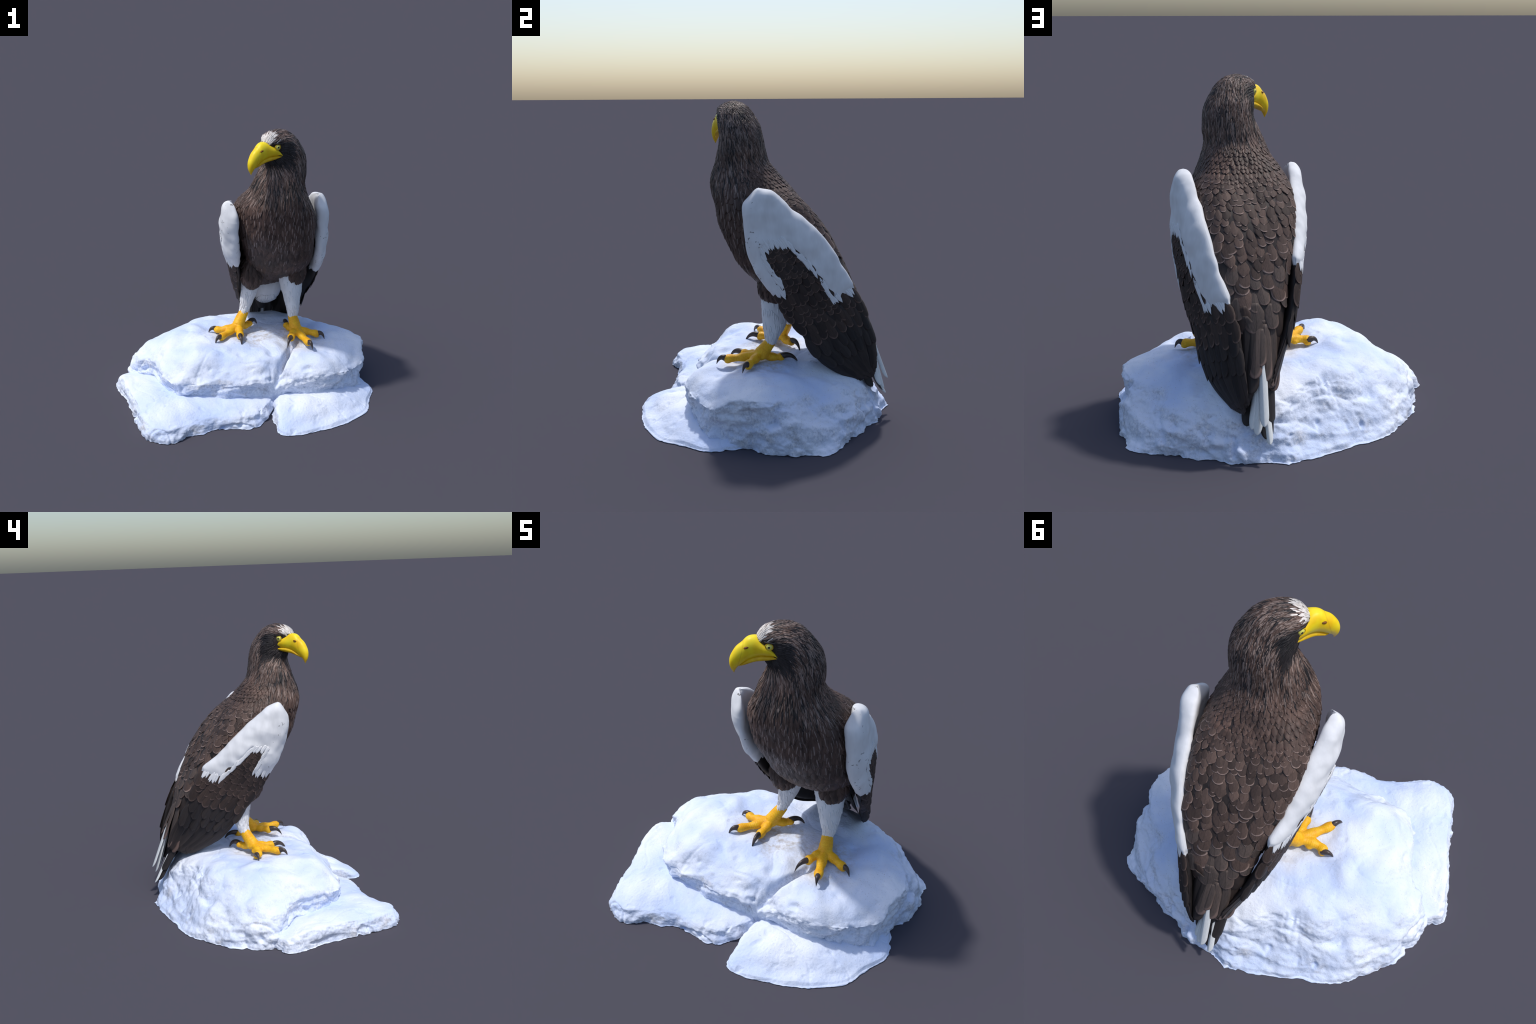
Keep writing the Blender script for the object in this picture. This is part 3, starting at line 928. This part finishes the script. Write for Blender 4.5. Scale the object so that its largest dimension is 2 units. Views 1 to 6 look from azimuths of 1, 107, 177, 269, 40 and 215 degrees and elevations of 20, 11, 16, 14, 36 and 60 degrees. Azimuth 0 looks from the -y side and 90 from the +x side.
def build_wing(W):
    ns, nt = 110, 64
    sts = np.concatenate([9 * (np.linspace(0, 1, ns) ** 1.0)])
    rings = []
    for st in sts:
        ring = []
        for k in range(nt):
            a = 2 * math.pi * k / nt
            t = 0.5 - 0.5 * math.cos(a)
            ring.append(tuple(wing_eval(W, st, t, 1 if a <= math.pi else -1)))
        rings.append(ring)
    wing = loft("wing", rings, [M_WINGSKIN])
    mid = wing_eval(W, 3.0, 0.5, 1)
    near = min(wing.data.vertices, key=lambda v: (v.co - mid).length)
    if near.normal.dot(W["out"]) < 0:
        wing.data.flip_normals()
    parent(wing, eagle)
    bvh = BVHTree.FromPolygons([v.co.copy() for v in wing.data.vertices], [tuple(p.vertices) for p in wing.data.polygons])
    seed = W["seed"]
    # white shoulder: puffy sheet wrapped over the wing, ragged lower border
    ns2, nt2 = 150, 150
    vs, ok = [], []
    for i in range(ns2):
        st = 5.5 * i / (ns2 - 1)
        for k in range(nt2):
            a = 2 * math.pi * k / nt2
            t = 0.5 - 0.5 * math.cos(a)
            inner = a > math.pi
            p = wing_eval(W, st, t, -1 if inner else 1)
            z = white_zone(st, t, W)
            if inner:
                z = min(z, max(0.30 - t, t - 0.55)) if st > 2.3 else z
                z -= 0.02
            rag = (0.06 if st < 4.7 else 0.03) * noise.noise(V(p.x * 24, p.y * 24, p.z * 7 + seed)) + 0.03 * noise.noise(V(p.x * 70, p.y * 70, p.z * 22 + seed))
            zz = z + rag * (1 if st > 1.2 else 0) * (1 - float(smooth(0.03, 0.09, z)))
            # lumps of puffed feathers
            lump = 0.012 * noise.noise(p * 8 + V(seed, 0, 0)) + 0.006 * noise.noise(p * 16)
            puff = 0.010 * float(smooth(-0.01, 0.10, zz)) + lump * float(smooth(0.0, 0.12, zz)) * float(smooth(0.1, 0.8, st)) - 0.004
            ctr = wing_eval(W, st, t, 0)
            nrm = (p - ctr)
            _, nn, _, _ = bvh.find_nearest(p)
            nn = (p - wing_eval(W, 0.8, 0.5, 0)).normalized().lerp(nn, float(smooth(0.25, 1.0, st))).normalized()
            vs.append(p + nn * (puff + 0.004))
            ok.append(zz > -0.005)
    for _ in range(24):               # round off the wrist
        for i in range(0, 34):
            new = []
            for k in range(nt2):
                a, b = vs[i * nt2 + (k - 1) % nt2], vs[i * nt2 + (k + 1) % nt2]
                c = vs[max(0, i - 1) * nt2 + k] if i else sum((vs[q] for q in range(0, nt2, 10)), V(0, 0, 0)) / len(range(0, nt2, 10))
                d2 = vs[(i + 1) * nt2 + k]
                new.append(vs[i * nt2 + k] * 0.4 + (a + b + c + d2) * 0.15)
            vs[i * nt2:(i + 1) * nt2] = new
    fs = []
    for f in grid_faces(ns2, nt2):
        if all(ok[i] for i in f):
            fs.append(f)
    # close the top
    vs.append(sum((vs[k] for k in range(nt2)), V(0, 0, 0)) / nt2 + V(0, 0, 0.002))
    fs += [(len(vs) - 1, (k + 1) % nt2, k) for k in range(nt2)]
    flecked = []
    for f in fs:
        st_f = 5.5 * (f[-1] // nt2) / (ns2 - 1)
        t_f = 0.5 - 0.5 * math.cos(2 * math.pi * (f[-1] % nt2) / nt2)
        flecked.append(1 if t_f > 0.70 and f[-1] < ns2 * nt2 else 0)
    sh = new_obj("white_shoulder", vs, fs, [M_WHITE, M_WHITESPOT], flecked)
    fix_normals(sh)
    parent(sh, wing)
    md = sh.modifiers.new("depth", "SOLIDIFY")
    md.thickness = 0.006
    md.offset = -1

    def surf(st, t):
        p = wing_eval(W, st, t, 1)
        d = wing_eval(W, min(9, st + 0.25), t, 1) - p
        loc, nn, _, _ = bvh.find_nearest(p)
        return loc, nn, d.normalized()

    # flight feathers: long blades converging on the wing point
    for k, t in enumerate([0.97, 0.90, 0.82, 0.73, 0.63, 0.53, 0.43, 0.33, 0.23, 0.13, 0.05]):
        st0, st1 = 5.2 + 0.25 * (k % 2), 8.75 + 0.45 * math.sin(math.pi * (1 - t) * 0.8) + rng.uniform(-0.15, 0.2)
        vs, fs = feather_grid("blade", 9, 26, 0.0, 0.012)
        # local space with y along the feather so that the material sees the quill and tip
        a, na, _ = surf(st0, t)
        b, nb, db = surf(min(8.7, st1), t)
        b = b + db * max(0.0, st1 - 8.7) * 0.11
        length = (b - a).length
        wdt = 0.062
        M = frame(a, b - a, (na + nb).normalized(), length, wdt, 0.0)
        Mi = M.inverted()
        out = []
        for x, y, zl in vs:
            st = st0 + (st1 - st0) * y
            c, nn, d = surf(min(st, 8.7), t)
            c = c + d * max(0.0, st - 8.7) * 0.11
            if st > 8.7:
                over = True
            else:
                over = False
            xx = d.cross(nn).normalized()
            q = c + xx * (x * wdt)
            loc, n2, _, _ = bvh.find_nearest(q)
            q = (q if over else loc.lerp(q, 0.35)) + n2 * (0.003 + 0.006 * y + zl * 0.2 + 0.0015 * (k % 2))
            out.append(Mi @ q)
        me = bpy.data.meshes.new("flight_feather")
        me.from_pydata([tuple(v) for v in out], [], fs)
        me.materials.append(M_FLIGHT)
        me.polygons.foreach_set("use_smooth", [True] * len(me.polygons))
        ob = bpy.data.objects.new("flight_feather", me)
        ob.matrix_world = M
        bpy.context.collection.objects.link(ob)
        ob.parent = wing
        ob.matrix_parent_inverse = wing.matrix_world.inverted()

    # coverts, lowest rows first
    st = 7.0
    k = 0
    n_cov = 0
    while st > 2.0:
        size = float(np.interp(st, [2, 4, 5.2, 7.0], [0.062, 0.070, 0.098, 0.19]))
        R = wing_eval(W, st, 0.02, 1)
        F = wing_eval(W, st, 0.98, 1)
        across = sum((wing_eval(W, st, (q + 1) / 12, 1) - wing_eval(W, st, q / 12, 1)).length for q in range(12))
        wd = size * float(np.interp(st, [3, 5.2, 7.0], [0.70, 0.58, 0.36]))
        n = max(3, int(across / (wd * 0.82)))
        for q in range(n):
            t = (q + 0.5 + 0.5 * (k % 2) - 0.25) / n + rng.uniform(-0.2, 0.2) / n
            t = min(0.985, max(0.02, t))
            ss = st + rng.uniform(-0.12, 0.12)
            if white_zone(ss - 0.1, t, W) > 0.05:
                continue
            p, nn, d = surf(ss, t)
            d = (d + d.cross(nn) * rng.uniform(-0.12, 0.12)).normalized()
            kk = rng.uniform(0.88, 1.12)
            me = feather_mesh("round", M_COVERT if st < 6.4 else M_FLIGHT, rng.randrange(3))
            place_feather("wing_covert", wing, me, p, d, nn, size * kk, wd * kk, 0.10, -0.006 if st < 6 else -0.009)
            n_cov += 1
        st -= size * 0.38 / 0.155
        k += 1
    # white pointed feathers along the ragged border
    wme = [feather_mesh("lance", M_WHITE, v) for v in range(3)]
    n_w = 0
    for i in range(2500):
        st, t = rng.uniform(1.6, 5.5), rng.uniform(0.03, 0.97)
        z = white_zone(st, t, W)
        if 0.008 < z < 0.045 and n_w < 110:
            p, nn, d = surf(st, t)
            d = (d + d.cross(nn) * rng.uniform(-0.25, 0.25)).normalized()
            ln = rng.uniform(0.045, 0.085)
            place_feather("white_covert", wing, wme[i % 3], p, d, nn, ln, ln * 0.34, 0.05, -0.010)
            n_w += 1
    print("wing coverts", n_cov, "white", n_w)
    return wing

wl = build_wing(WING_L)
wr = build_wing(WING_R)
# drop mantle feathers that would poke through the white ridges
bpy.context.view_layer.update()
ridges = [wing_eval(W, st / 10, t, 1) for W in (WING_L, WING_R) for st in range(5, 56) for t in (0.03, 0.12)]
for ob in [o for o in bpy.data.objects if o.name.startswith("mantle_feather")]:
    c = ob.matrix_world @ V(0, 0.75, 0)
    if min((c - r).length for r in ridges) < 0.034:
        bpy.data.objects.remove(ob)

# ---------------------------------------------------------------------- tail
core = tube([V(0.13, 0.50, 0.72), V(0.11, 0.62, 0.58), V(0.105, 0.70, 0.44), V(0.10, 0.77, 0.30)], [0.12, 0.115, 0.085, 0.03], 24, 0.5, V(0, 0.8, 0.5))
tail = loft("tail", core, [M_WINGSKIN])
parent(tail, eagle)
def tail_feather(a, b, width, mat, n, bend=0.0, lift=0.0):
    length = (b - a).length
    dn = (b - a).normalized()
    n = (n - dn * n.dot(dn)).normalized()
    M = frame(a, b - a, n, length, width, 0)
    vs, fs = feather_grid("blade", 9, 20, 0.035, 0.014)
    vv = [(x, y, z + bend * (y - y * y) + lift) for x, y, z in vs]
    me = bpy.data.meshes.new("tail_feather")
    me.from_pydata(vv, [], fs)
    me.materials.append(mat)
    me.polygons.foreach_set("use_smooth", [True] * len(me.polygons))
    ob = bpy.data.objects.new("tail_feather", me)
    ob.matrix_world = M
    bpy.context.collection.objects.link(ob)
    ob.parent = tail
    ob.matrix_parent_inverse = tail.matrix_world.inverted()
for a, b, w, mt, nn in ((V(0.205, 0.650, 0.80), V(0.200, 0.770, 0.315), 0.095, M_FLIGHT, V(0.45, 0.85, 0.3)), (V(0.165, 0.665, 0.80), V(0.168, 0.808, 0.345), 0.092, M_FLIGHT, V(0.3, 0.9, 0.3)),
                        (V(0.130, 0.675, 0.76), V(0.140, 0.815, 0.400), 0.085, M_FLIGHT, V(0.2, 0.92, 0.3)), (V(0.105, 0.680, 0.74), V(0.118, 0.800, 0.480), 0.075, M_SCAP, V(0.1, 0.94, 0.3)),
                        (V(0.000, 0.600, 0.76), V(0.012, 0.715, 0.365), 0.090, M_COVERT, V(-0.55, 0.8, 0.3)), (V(0.030, 0.640, 0.76), V(0.035, 0.752, 0.400), 0.088, M_SCAP, V(-0.3, 0.9, 0.3)),
                        (V(0.062, 0.670, 0.74), V(0.058, 0.782, 0.455), 0.076, M_SCAP, V(-0.15, 0.93, 0.3)), (V(0.080, 0.685, 0.72), V(0.085, 0.775, 0.540), 0.06, M_SCAP, V(0, 0.95, 0.3))):
    tail_feather(a, b, w, mt, nn, 0.06)
TN = V(-0.05, 0.92, 0.36)
tail_feather(V(0.085, 0.735, 0.56), V(0.138, 0.842, 0.205), 0.052, M_TAILWHITE, V(0.3, 0.92, 0.3))
tail_feather(V(0.085, 0.74, 0.57), V(0.110, 0.860, 0.180), 0.056, M_TAILWHITE, V(0.1, 0.95, 0.3))
tail_feather(V(0.080, 0.745, 0.57), V(0.070, 0.876, 0.236), 0.052, M_TAILWHITE, V(0.06, 0.93, 0.35))
tail_feather(V(0.15, 0.66, 0.50), V(0.165, 0.795, 0.200), 0.075, M_TAILDARK, V(0.4, 0.85, 0.3))
tail_feather(V(0.06, 0.68, 0.50), V(0.060, 0.812, 0.200), 0.075, M_TAILDARK, V(-0.5, 0.8, 0.3))
tail_feather(V(0.04, 0.67, 0.45), V(0.052, 0.842, 0.140), 0.080, M_TAILDARK, V(-0.4, 0.8, 0.4))
tail_feather(V(0.07, 0.72, 0.40), V(0.040, 0.862, 0.122), 0.042, M_TAILWHITE, V(0.0, 0.85, 0.4))
tail_feather(V(0.03, 0.69, 0.42), V(0.030, 0.800, 0.225), 0.070, M_TAILDARK, V(-0.6, 0.7, 0.3))

# white undertail coverts
vent = tube([V(0.155, 0.38, 0.74), V(0.15, 0.43, 0.64), V(0.145, 0.48, 0.57), V(0.13, 0.55, 0.51), V(0.12, 0.62, 0.45)], [0.10, 0.115, 0.105, 0.085, 0.05], 28, 0.72, V(0, 0.3, 1))
undertail = loft("undertail", vent, [M_WHITE])
parent(undertail, eagle)
vbvh = BVHTree.FromPolygons([v.co.copy() for v in undertail.data.vertices], [tuple(p.vertices) for p in undertail.data.polygons])
vf = Stuff()
for i in range(260):
    q = V(rng.uniform(0.03, 0.27), rng.uniform(0.26, 0.55), 0.45)
    loc, nn, _, _ = vbvh.find_nearest(q)
    if nn.z > 0.2:
        continue
    d = V(rng.uniform(-0.25, 0.25), 0.9, -0.3)
    vf.add(vbvh, loc, d, nn, 0.07, 0.022, "lance", 0.010, 0, None, None, 4, 6)
vf.build("undertail_feathers", [M_WHITE], undertail)

# ---------------------------------------------------------------------- legs
def leg(sections):
    """sections: centre, radius across, radius fore-aft."""
    t = np.linspace(0, len(sections) - 1, 40)
    Q = catmull([list(c) + [ra, rb] for c, ra, rb in sections], t)
    rings = []
    for q in Q:
        ring = []
        for k in range(36):
            a = 2 * math.pi * k / 36
            p = V(q[0] + q[3] * math.cos(a), q[1] + q[4] * math.sin(a), q[2])
            ctr = V(q[0], q[1], q[2])
            p += (p - ctr).normalized() * (0.004 * noise.noise(V(p.x * 26, p.y * 26, p.z * 9)) + 0.002 * noise.noise(V(p.x * 60, p.y * 60, p.z * 20)))
            ring.append(tuple(p))
        rings.append(ring)
    ob = loft("leg", rings, [M_WHITE])
    parent(ob, eagle)
    bv = BVHTree.FromPolygons([v.co.copy() for v in ob.data.vertices], [tuple(p.vertices) for p in ob.data.polygons])
    fl = Stuff()
    for i in range(170):
        q = Q[rng.randrange(3, 38)]
        a = rng.uniform(0, 2 * math.pi)
        loc, nn, _, _ = bv.find_nearest(V(q[0] + q[3] * math.cos(a), q[1] + q[4] * math.sin(a), q[2]))
        fl.add(bv, loc, V(0, 0.1, -1), nn, 0.042, 0.013, "lance", 0.003, 0, None, None, 4, 6)
    fl.build("leg_feathers", [M_WHITE], ob)
    return ob
leg([(V(0.315, 0.22, 0.88), 0.10, 0.11), (V(0.325, 0.205, 0.78), 0.088, 0.10), (V(0.337, 0.20, 0.68), 0.070, 0.088), (V(0.345, 0.19, 0.60), 0.056, 0.068),
     (V(0.350, 0.180, 0.54), 0.043, 0.048), (V(0.350, 0.168, 0.49), 0.033, 0.036)])
leg([(V(0.03, 0.24, 0.88), 0.095, 0.11), (V(0.022, 0.225, 0.78), 0.08, 0.098), (V(0.010, 0.212, 0.69), 0.066, 0.082), (V(-0.002, 0.20, 0.62), 0.054, 0.064),
     (V(-0.014, 0.188, 0.565), 0.042, 0.046), (V(-0.028, 0.172, 0.515), 0.033, 0.036)])

# dark feathered thighs bulging beside the belly
def thigh(c, r):
    rings = []
    for i in range(1, 30):
        th = math.pi * i / 30
        ring = []
        for k in range(48):
            a = 2 * math.pi * k / 48
            p = V(c.x + r.x * math.sin(th) * math.cos(a), c.y + r.y * math.sin(th) * math.sin(a), c.z + r.z * math.cos(th))
            ring.append(tuple(p))
        rings.append(ring)
    ob = loft("thigh", rings, [M_BELLY])
    parent(ob, eagle)
    bv = BVHTree.FromPolygons([v.co.copy() for v in ob.data.vertices], [tuple(p.vertices) for p in ob.data.polygons])
    fl = Stuff()
    for i in range(1, 12):
        z = c.z - r.z * 0.95 + i * r.z * 0.16
        rr = math.sqrt(max(0.05, 1 - ((z - c.z) / r.z) ** 2))
        for k in range(13):
            a = 2 * math.pi * (k + 0.5 * (i % 2)) / 13 + rng.uniform(-0.15, 0.15)
            loc, nn, _, _ = bv.find_nearest(V(c.x + r.x * rr * math.cos(a), c.y + r.y * rr * math.sin(a), z + rng.uniform(-0.01, 0.01)))
            fl.add(bv, loc, V(0, 0.15, -1), nn, (0.12 if i < 3 else 0.09) + rng.uniform(-0.02, 0.03), 0.034 if i < 3 else 0.042, "lance" if i < 3 else "ogive", 0.010, rng.randrange(2), None, None, 7, 8)
    fl.build("thigh_feathers", [M_BREAST, M_BELLY], ob)
thigh(V(0.032, 0.140, 0.875), V(0.090, 0.112, 0.142))
thigh(V(0.350, 0.205, 0.860), V(0.085, 0.110, 0.115))

# ---------------------------------------------------------------------- feet
def bez(a, b, c, n):
    return [a * (1 - t) ** 2 + b * 2 * t * (1 - t) + c * t * t for t in [i / (n - 1) for i in range(n)]]

def add_sphere(bm, c, r, sx=1, sy=1, sz=1):
    bmesh.ops.create_icosphere(bm, subdivisions=2, radius=r, matrix=Matrix.Translation(c) @ Matrix.Diagonal((sx, sy, sz, 1)))

def add_tube(bm, path, radii, seg=14, squash=1.0):
    rings = tube(path, radii, seg, squash)
    vr = [[bm.verts.new(tuple(p)) for p in r] for r in rings]
    for a, b in zip(vr[:-1], vr[1:]):
        for j in range(seg):
            bm.faces.new((a[j], a[(j + 1) % seg], b[(j + 1) % seg], b[j]))
    bm.faces.new(vr[0][::-1])
    bm.faces.new(vr[-1])

def build_foot(ankle, hub, toes):
    """toes: list of (claw root, claw tip, mid point or None)."""
    bm = bmesh.new()
    top = ankle + V(0, 0.01, 0.03)
    add_tube(bm, [top, ankle, ankle.lerp(hub, 0.5) + V(0, 0.004, 0), hub + V(0, 0, -0.006)], [0.034, 0.036, 0.041, 0.046], 18)
    add_sphere(bm, hub + V(0, 0, -0.012), 0.050, 1, 1, 0.75)
    claws = []
    for root, tip, mid in toes:
        d = (root - hub)
        m = hub.lerp(root, 0.5) + V(0, 0, -0.004) if mid is None else mid
        path = bez(hub + V(0, 0, -0.008), m * 2 - (hub + root) / 2, root, 12)
        rad = []
        for i in range(12):
            t = i / 11
            r = 0.034 - 0.010 * t + 0.0032 * math.cos(t * math.pi * 2 * 2.5)
            if t > 0.78:
                r += 0.004 * math.sin((t - 0.78) / 0.22 * math.pi)
            rad.append(r)
        add_tube(bm, path, rad, 16, 0.9)
        # pads
        for t in (0.45, 0.9):
            q = hub.lerp(root, t)
            add_sphere(bm, V(q.x, q.y, q.z - 0.018), 0.025, 1, 1, 0.75)
        claws.append((root, tip))
    me = bpy.data.meshes.new("foot_raw")
    bm.to_mesh(me)
    bm.free()
    tmp = bpy.data.objects.new("foot_raw", me)
    bpy.context.collection.objects.link(tmp)
    r = tmp.modifiers.new("r", "REMESH")
    r.mode = "VOXEL"
    r.voxel_size = 0.0045
    s = tmp.modifiers.new("s", "SMOOTH")
    s.iterations = 7
    s.factor = 0.5
    dg = bpy.context.evaluated_depsgraph_get()
    me2 = bpy.data.meshes.new_from_object(tmp.evaluated_get(dg))
    bpy.data.objects.remove(tmp)
    me2.name = "foot"
    me2.materials.clear()
    me2.materials.append(M_FOOT)
    # scute rings across the toes
    for v in me2.vertices:
        p = v.co
        dd = (p - hub).length
        if p.z > hub.z - 0.03:
            v.co = p + v.normal * (0.0006 * math.sin(dd * 520))
    me2.polygons.foreach_set("use_smooth", [True] * len(me2.polygons))
    foot = bpy.data.objects.new("foot", me2)
    bpy.context.collection.objects.link(foot)
    parent(foot, eagle)
    for root, tip in claws:
        out = (tip - root)
        hor = V(out.x, out.y, 0).normalized()
        a = root - hor * 0.018 + V(0, 0, -0.004)
        ctrl = root + hor * (V(out.x, out.y, 0).length * 0.62) + V(0, 0, 0.030)
        path = bez(a, ctrl, tip, 16)
        rad = [0.0175 * (1 - (i / 15) ** 1.5) + 0.0012 for i in range(16)]
        c = loft("claw", tube(path, rad, 14, 1.15), [M_CLAW])
        parent(c, foot)
    return foot

build_foot(V(-0.022, 0.176, 0.525), V(-0.066, 0.117, 0.437), [
    (V(-0.041, -0.040, 0.416), V(-0.024, -0.127, 0.370), V(-0.050, 0.036, 0.418)),
    (V(-0.193, -0.080, 0.418), V(-0.221, -0.128, 0.385), V(-0.135, 0.013, 0.416)),
    (V(-0.240, 0.092, 0.405), V(-0.289, 0.080, 0.375), V(-0.170, 0.080, 0.412)),
    (V(0.024, 0.226, 0.415), V(0.078, 0.294, 0.355), V(-0.005, 0.185, 0.405))])
build_foot(V(0.349, 0.168, 0.500), V(0.375, 0.112, 0.430), [
    (V(0.337, -0.028, 0.408), V(0.314, -0.116, 0.366), V(0.352, 0.034, 0.412)),
    (V(0.476, -0.098, 0.405), V(0.498, -0.141, 0.372), V(0.430, -0.005, 0.408)),
    (V(0.552, 0.078, 0.400), V(0.596, 0.065, 0.362), V(0.470, 0.092, 0.408)),
    (V(0.307, 0.240, 0.400), V(0.282, 0.333, 0.356), V(0.325, 0.190, 0.395))])

# ------------------------------------------------------------ beak and eyes
def beak_part(name, tops, bots, widths, mat, n=60, seg=40, pinch=0.85):
    t = np.linspace(0, len(tops) - 1, n)
    T, B, Wd = catmull(tops, t), catmull(bots, t), catmull([[w] for w in widths], t)[:, 0]
    rings = []
    for (ts, tz), (bs, bz), w in zip(T, B, Wd):
        ring = []
        for k in range(seg):
            a = 2 * math.pi * k / seg
            c, s = math.cos(a), math.sin(a)
            u = 0.5 + 0.5 * c           # 1 top, 0 bottom
            lat = max(w, 0.0008) * math.copysign(abs(s) ** pinch, s)
            ring.append(tuple(head_pt(bs + (ts - bs) * u, lat, bz + (tz - bz) * u)))
        rings.append(ring)
    ob = loft(name, rings, [mat])
    parent(ob, head)
    return ob

beak_part("upper_beak",
          [(-0.014, 1.839), (0.008, 1.878), (0.045, 1.915), (0.070, 1.925), (0.095, 1.934), (0.122, 1.933), (0.142, 1.923), (0.163, 1.902), (0.192, 1.880), (0.213, 1.851), (0.228, 1.820), (0.232, 1.788), (0.227, 1.762), (0.217, 1.742), (0.208, 1.728)],
          [(-0.014, 1.834), (0.008, 1.832), (0.045, 1.829), (0.070, 1.825), (0.095, 1.818), (0.118, 1.810), (0.138, 1.801), (0.155, 1.791), (0.170, 1.780), (0.182, 1.771), (0.190, 1.763), (0.197, 1.754), (0.202, 1.745), (0.2055, 1.736), (0.207, 1.727)],
          [0.084, 0.0795, 0.072, 0.060, 0.050, 0.044, 0.041, 0.0385, 0.035, 0.031, 0.026, 0.020, 0.014, 0.007, 0.0015], M_BEAK)
beak_part("lower_beak",
          [(-0.012, 1.838), (0.03, 1.846), (0.070, 1.842), (0.100, 1.833), (0.130, 1.819), (0.155, 1.803), (0.180, 1.784)],
          [(-0.012, 1.829), (0.03, 1.808), (0.065, 1.800), (0.100, 1.794), (0.130, 1.786), (0.158, 1.776), (0.180, 1.767)],
          [0.081, 0.067, 0.053, 0.041, 0.036, 0.030, 0.014], M_LOWBEAK, 40, 32)

def blob(name, c, axes, mat, par, seg=24):
    """Ellipsoid with three half axis vectors."""
    rings = []
    for i in range(1, seg // 2):
        th = math.pi * i / (seg // 2)
        rings.append([tuple(c + axes[0] * (math.sin(th) * math.cos(2 * math.pi * k / seg)) + axes[1] * (math.sin(th) * math.sin(2 * math.pi * k / seg)) + axes[2] * math.cos(th)) for k in range(seg)])
    ob = loft(name, rings, [mat])
    parent(ob, par)
    return ob

for sg in (1, -1):
    out = (HL * sg + HF * 0.28 + V(0, 0, -0.02)).normalized()
    fwd = (HF - out * HF.dot(out)).normalized()
    upv = out.cross(fwd)
    ec = head_pt(0.032, 0.0690 * sg, 1.902)
    blob("eye", ec, (fwd * 0.0195, upv * 0.0185, out * 0.0150), M_IRIS, head)
    blob("pupil", ec + out * 0.0118, (fwd * 0.0075, upv * 0.0075, out * 0.0042), M_PUPIL, head, 16)
    ring = [ec + out * 0.006 + fwd * (0.020 * math.cos(a)) + upv * (0.0185 * math.sin(a)) for a in [2 * math.pi * k / 28 for k in range(29)]]
    lid = loft("eyelid", tube(ring, [0.0024] * 29, 8), [M_LOWBEAK], False)
    parent(lid, head)
    bc = head_pt(0.026, 0.0735 * sg, 1.9245)
    blob("brow", bc, (HF * 0.036 + HL * sg * -0.014 + V(0, 0, 0.001), V(0, 0, 0.0065), HL * sg * 0.012), M_HACKLE_DARK, head, 20)
    nl = head_pt(0.146, 0.0345 * sg, 1.885)
    blob("nostril", nl, (HF * 0.014 + V(0, 0, -0.003), V(0, 0, 0.0062), HL * 0.0085), M_NOSTRIL, head, 16)

bpy.context.view_layer.update()
from collections import Counter
print("COUNTS", Counter(o.name.split(".")[0] for o in bpy.data.objects))
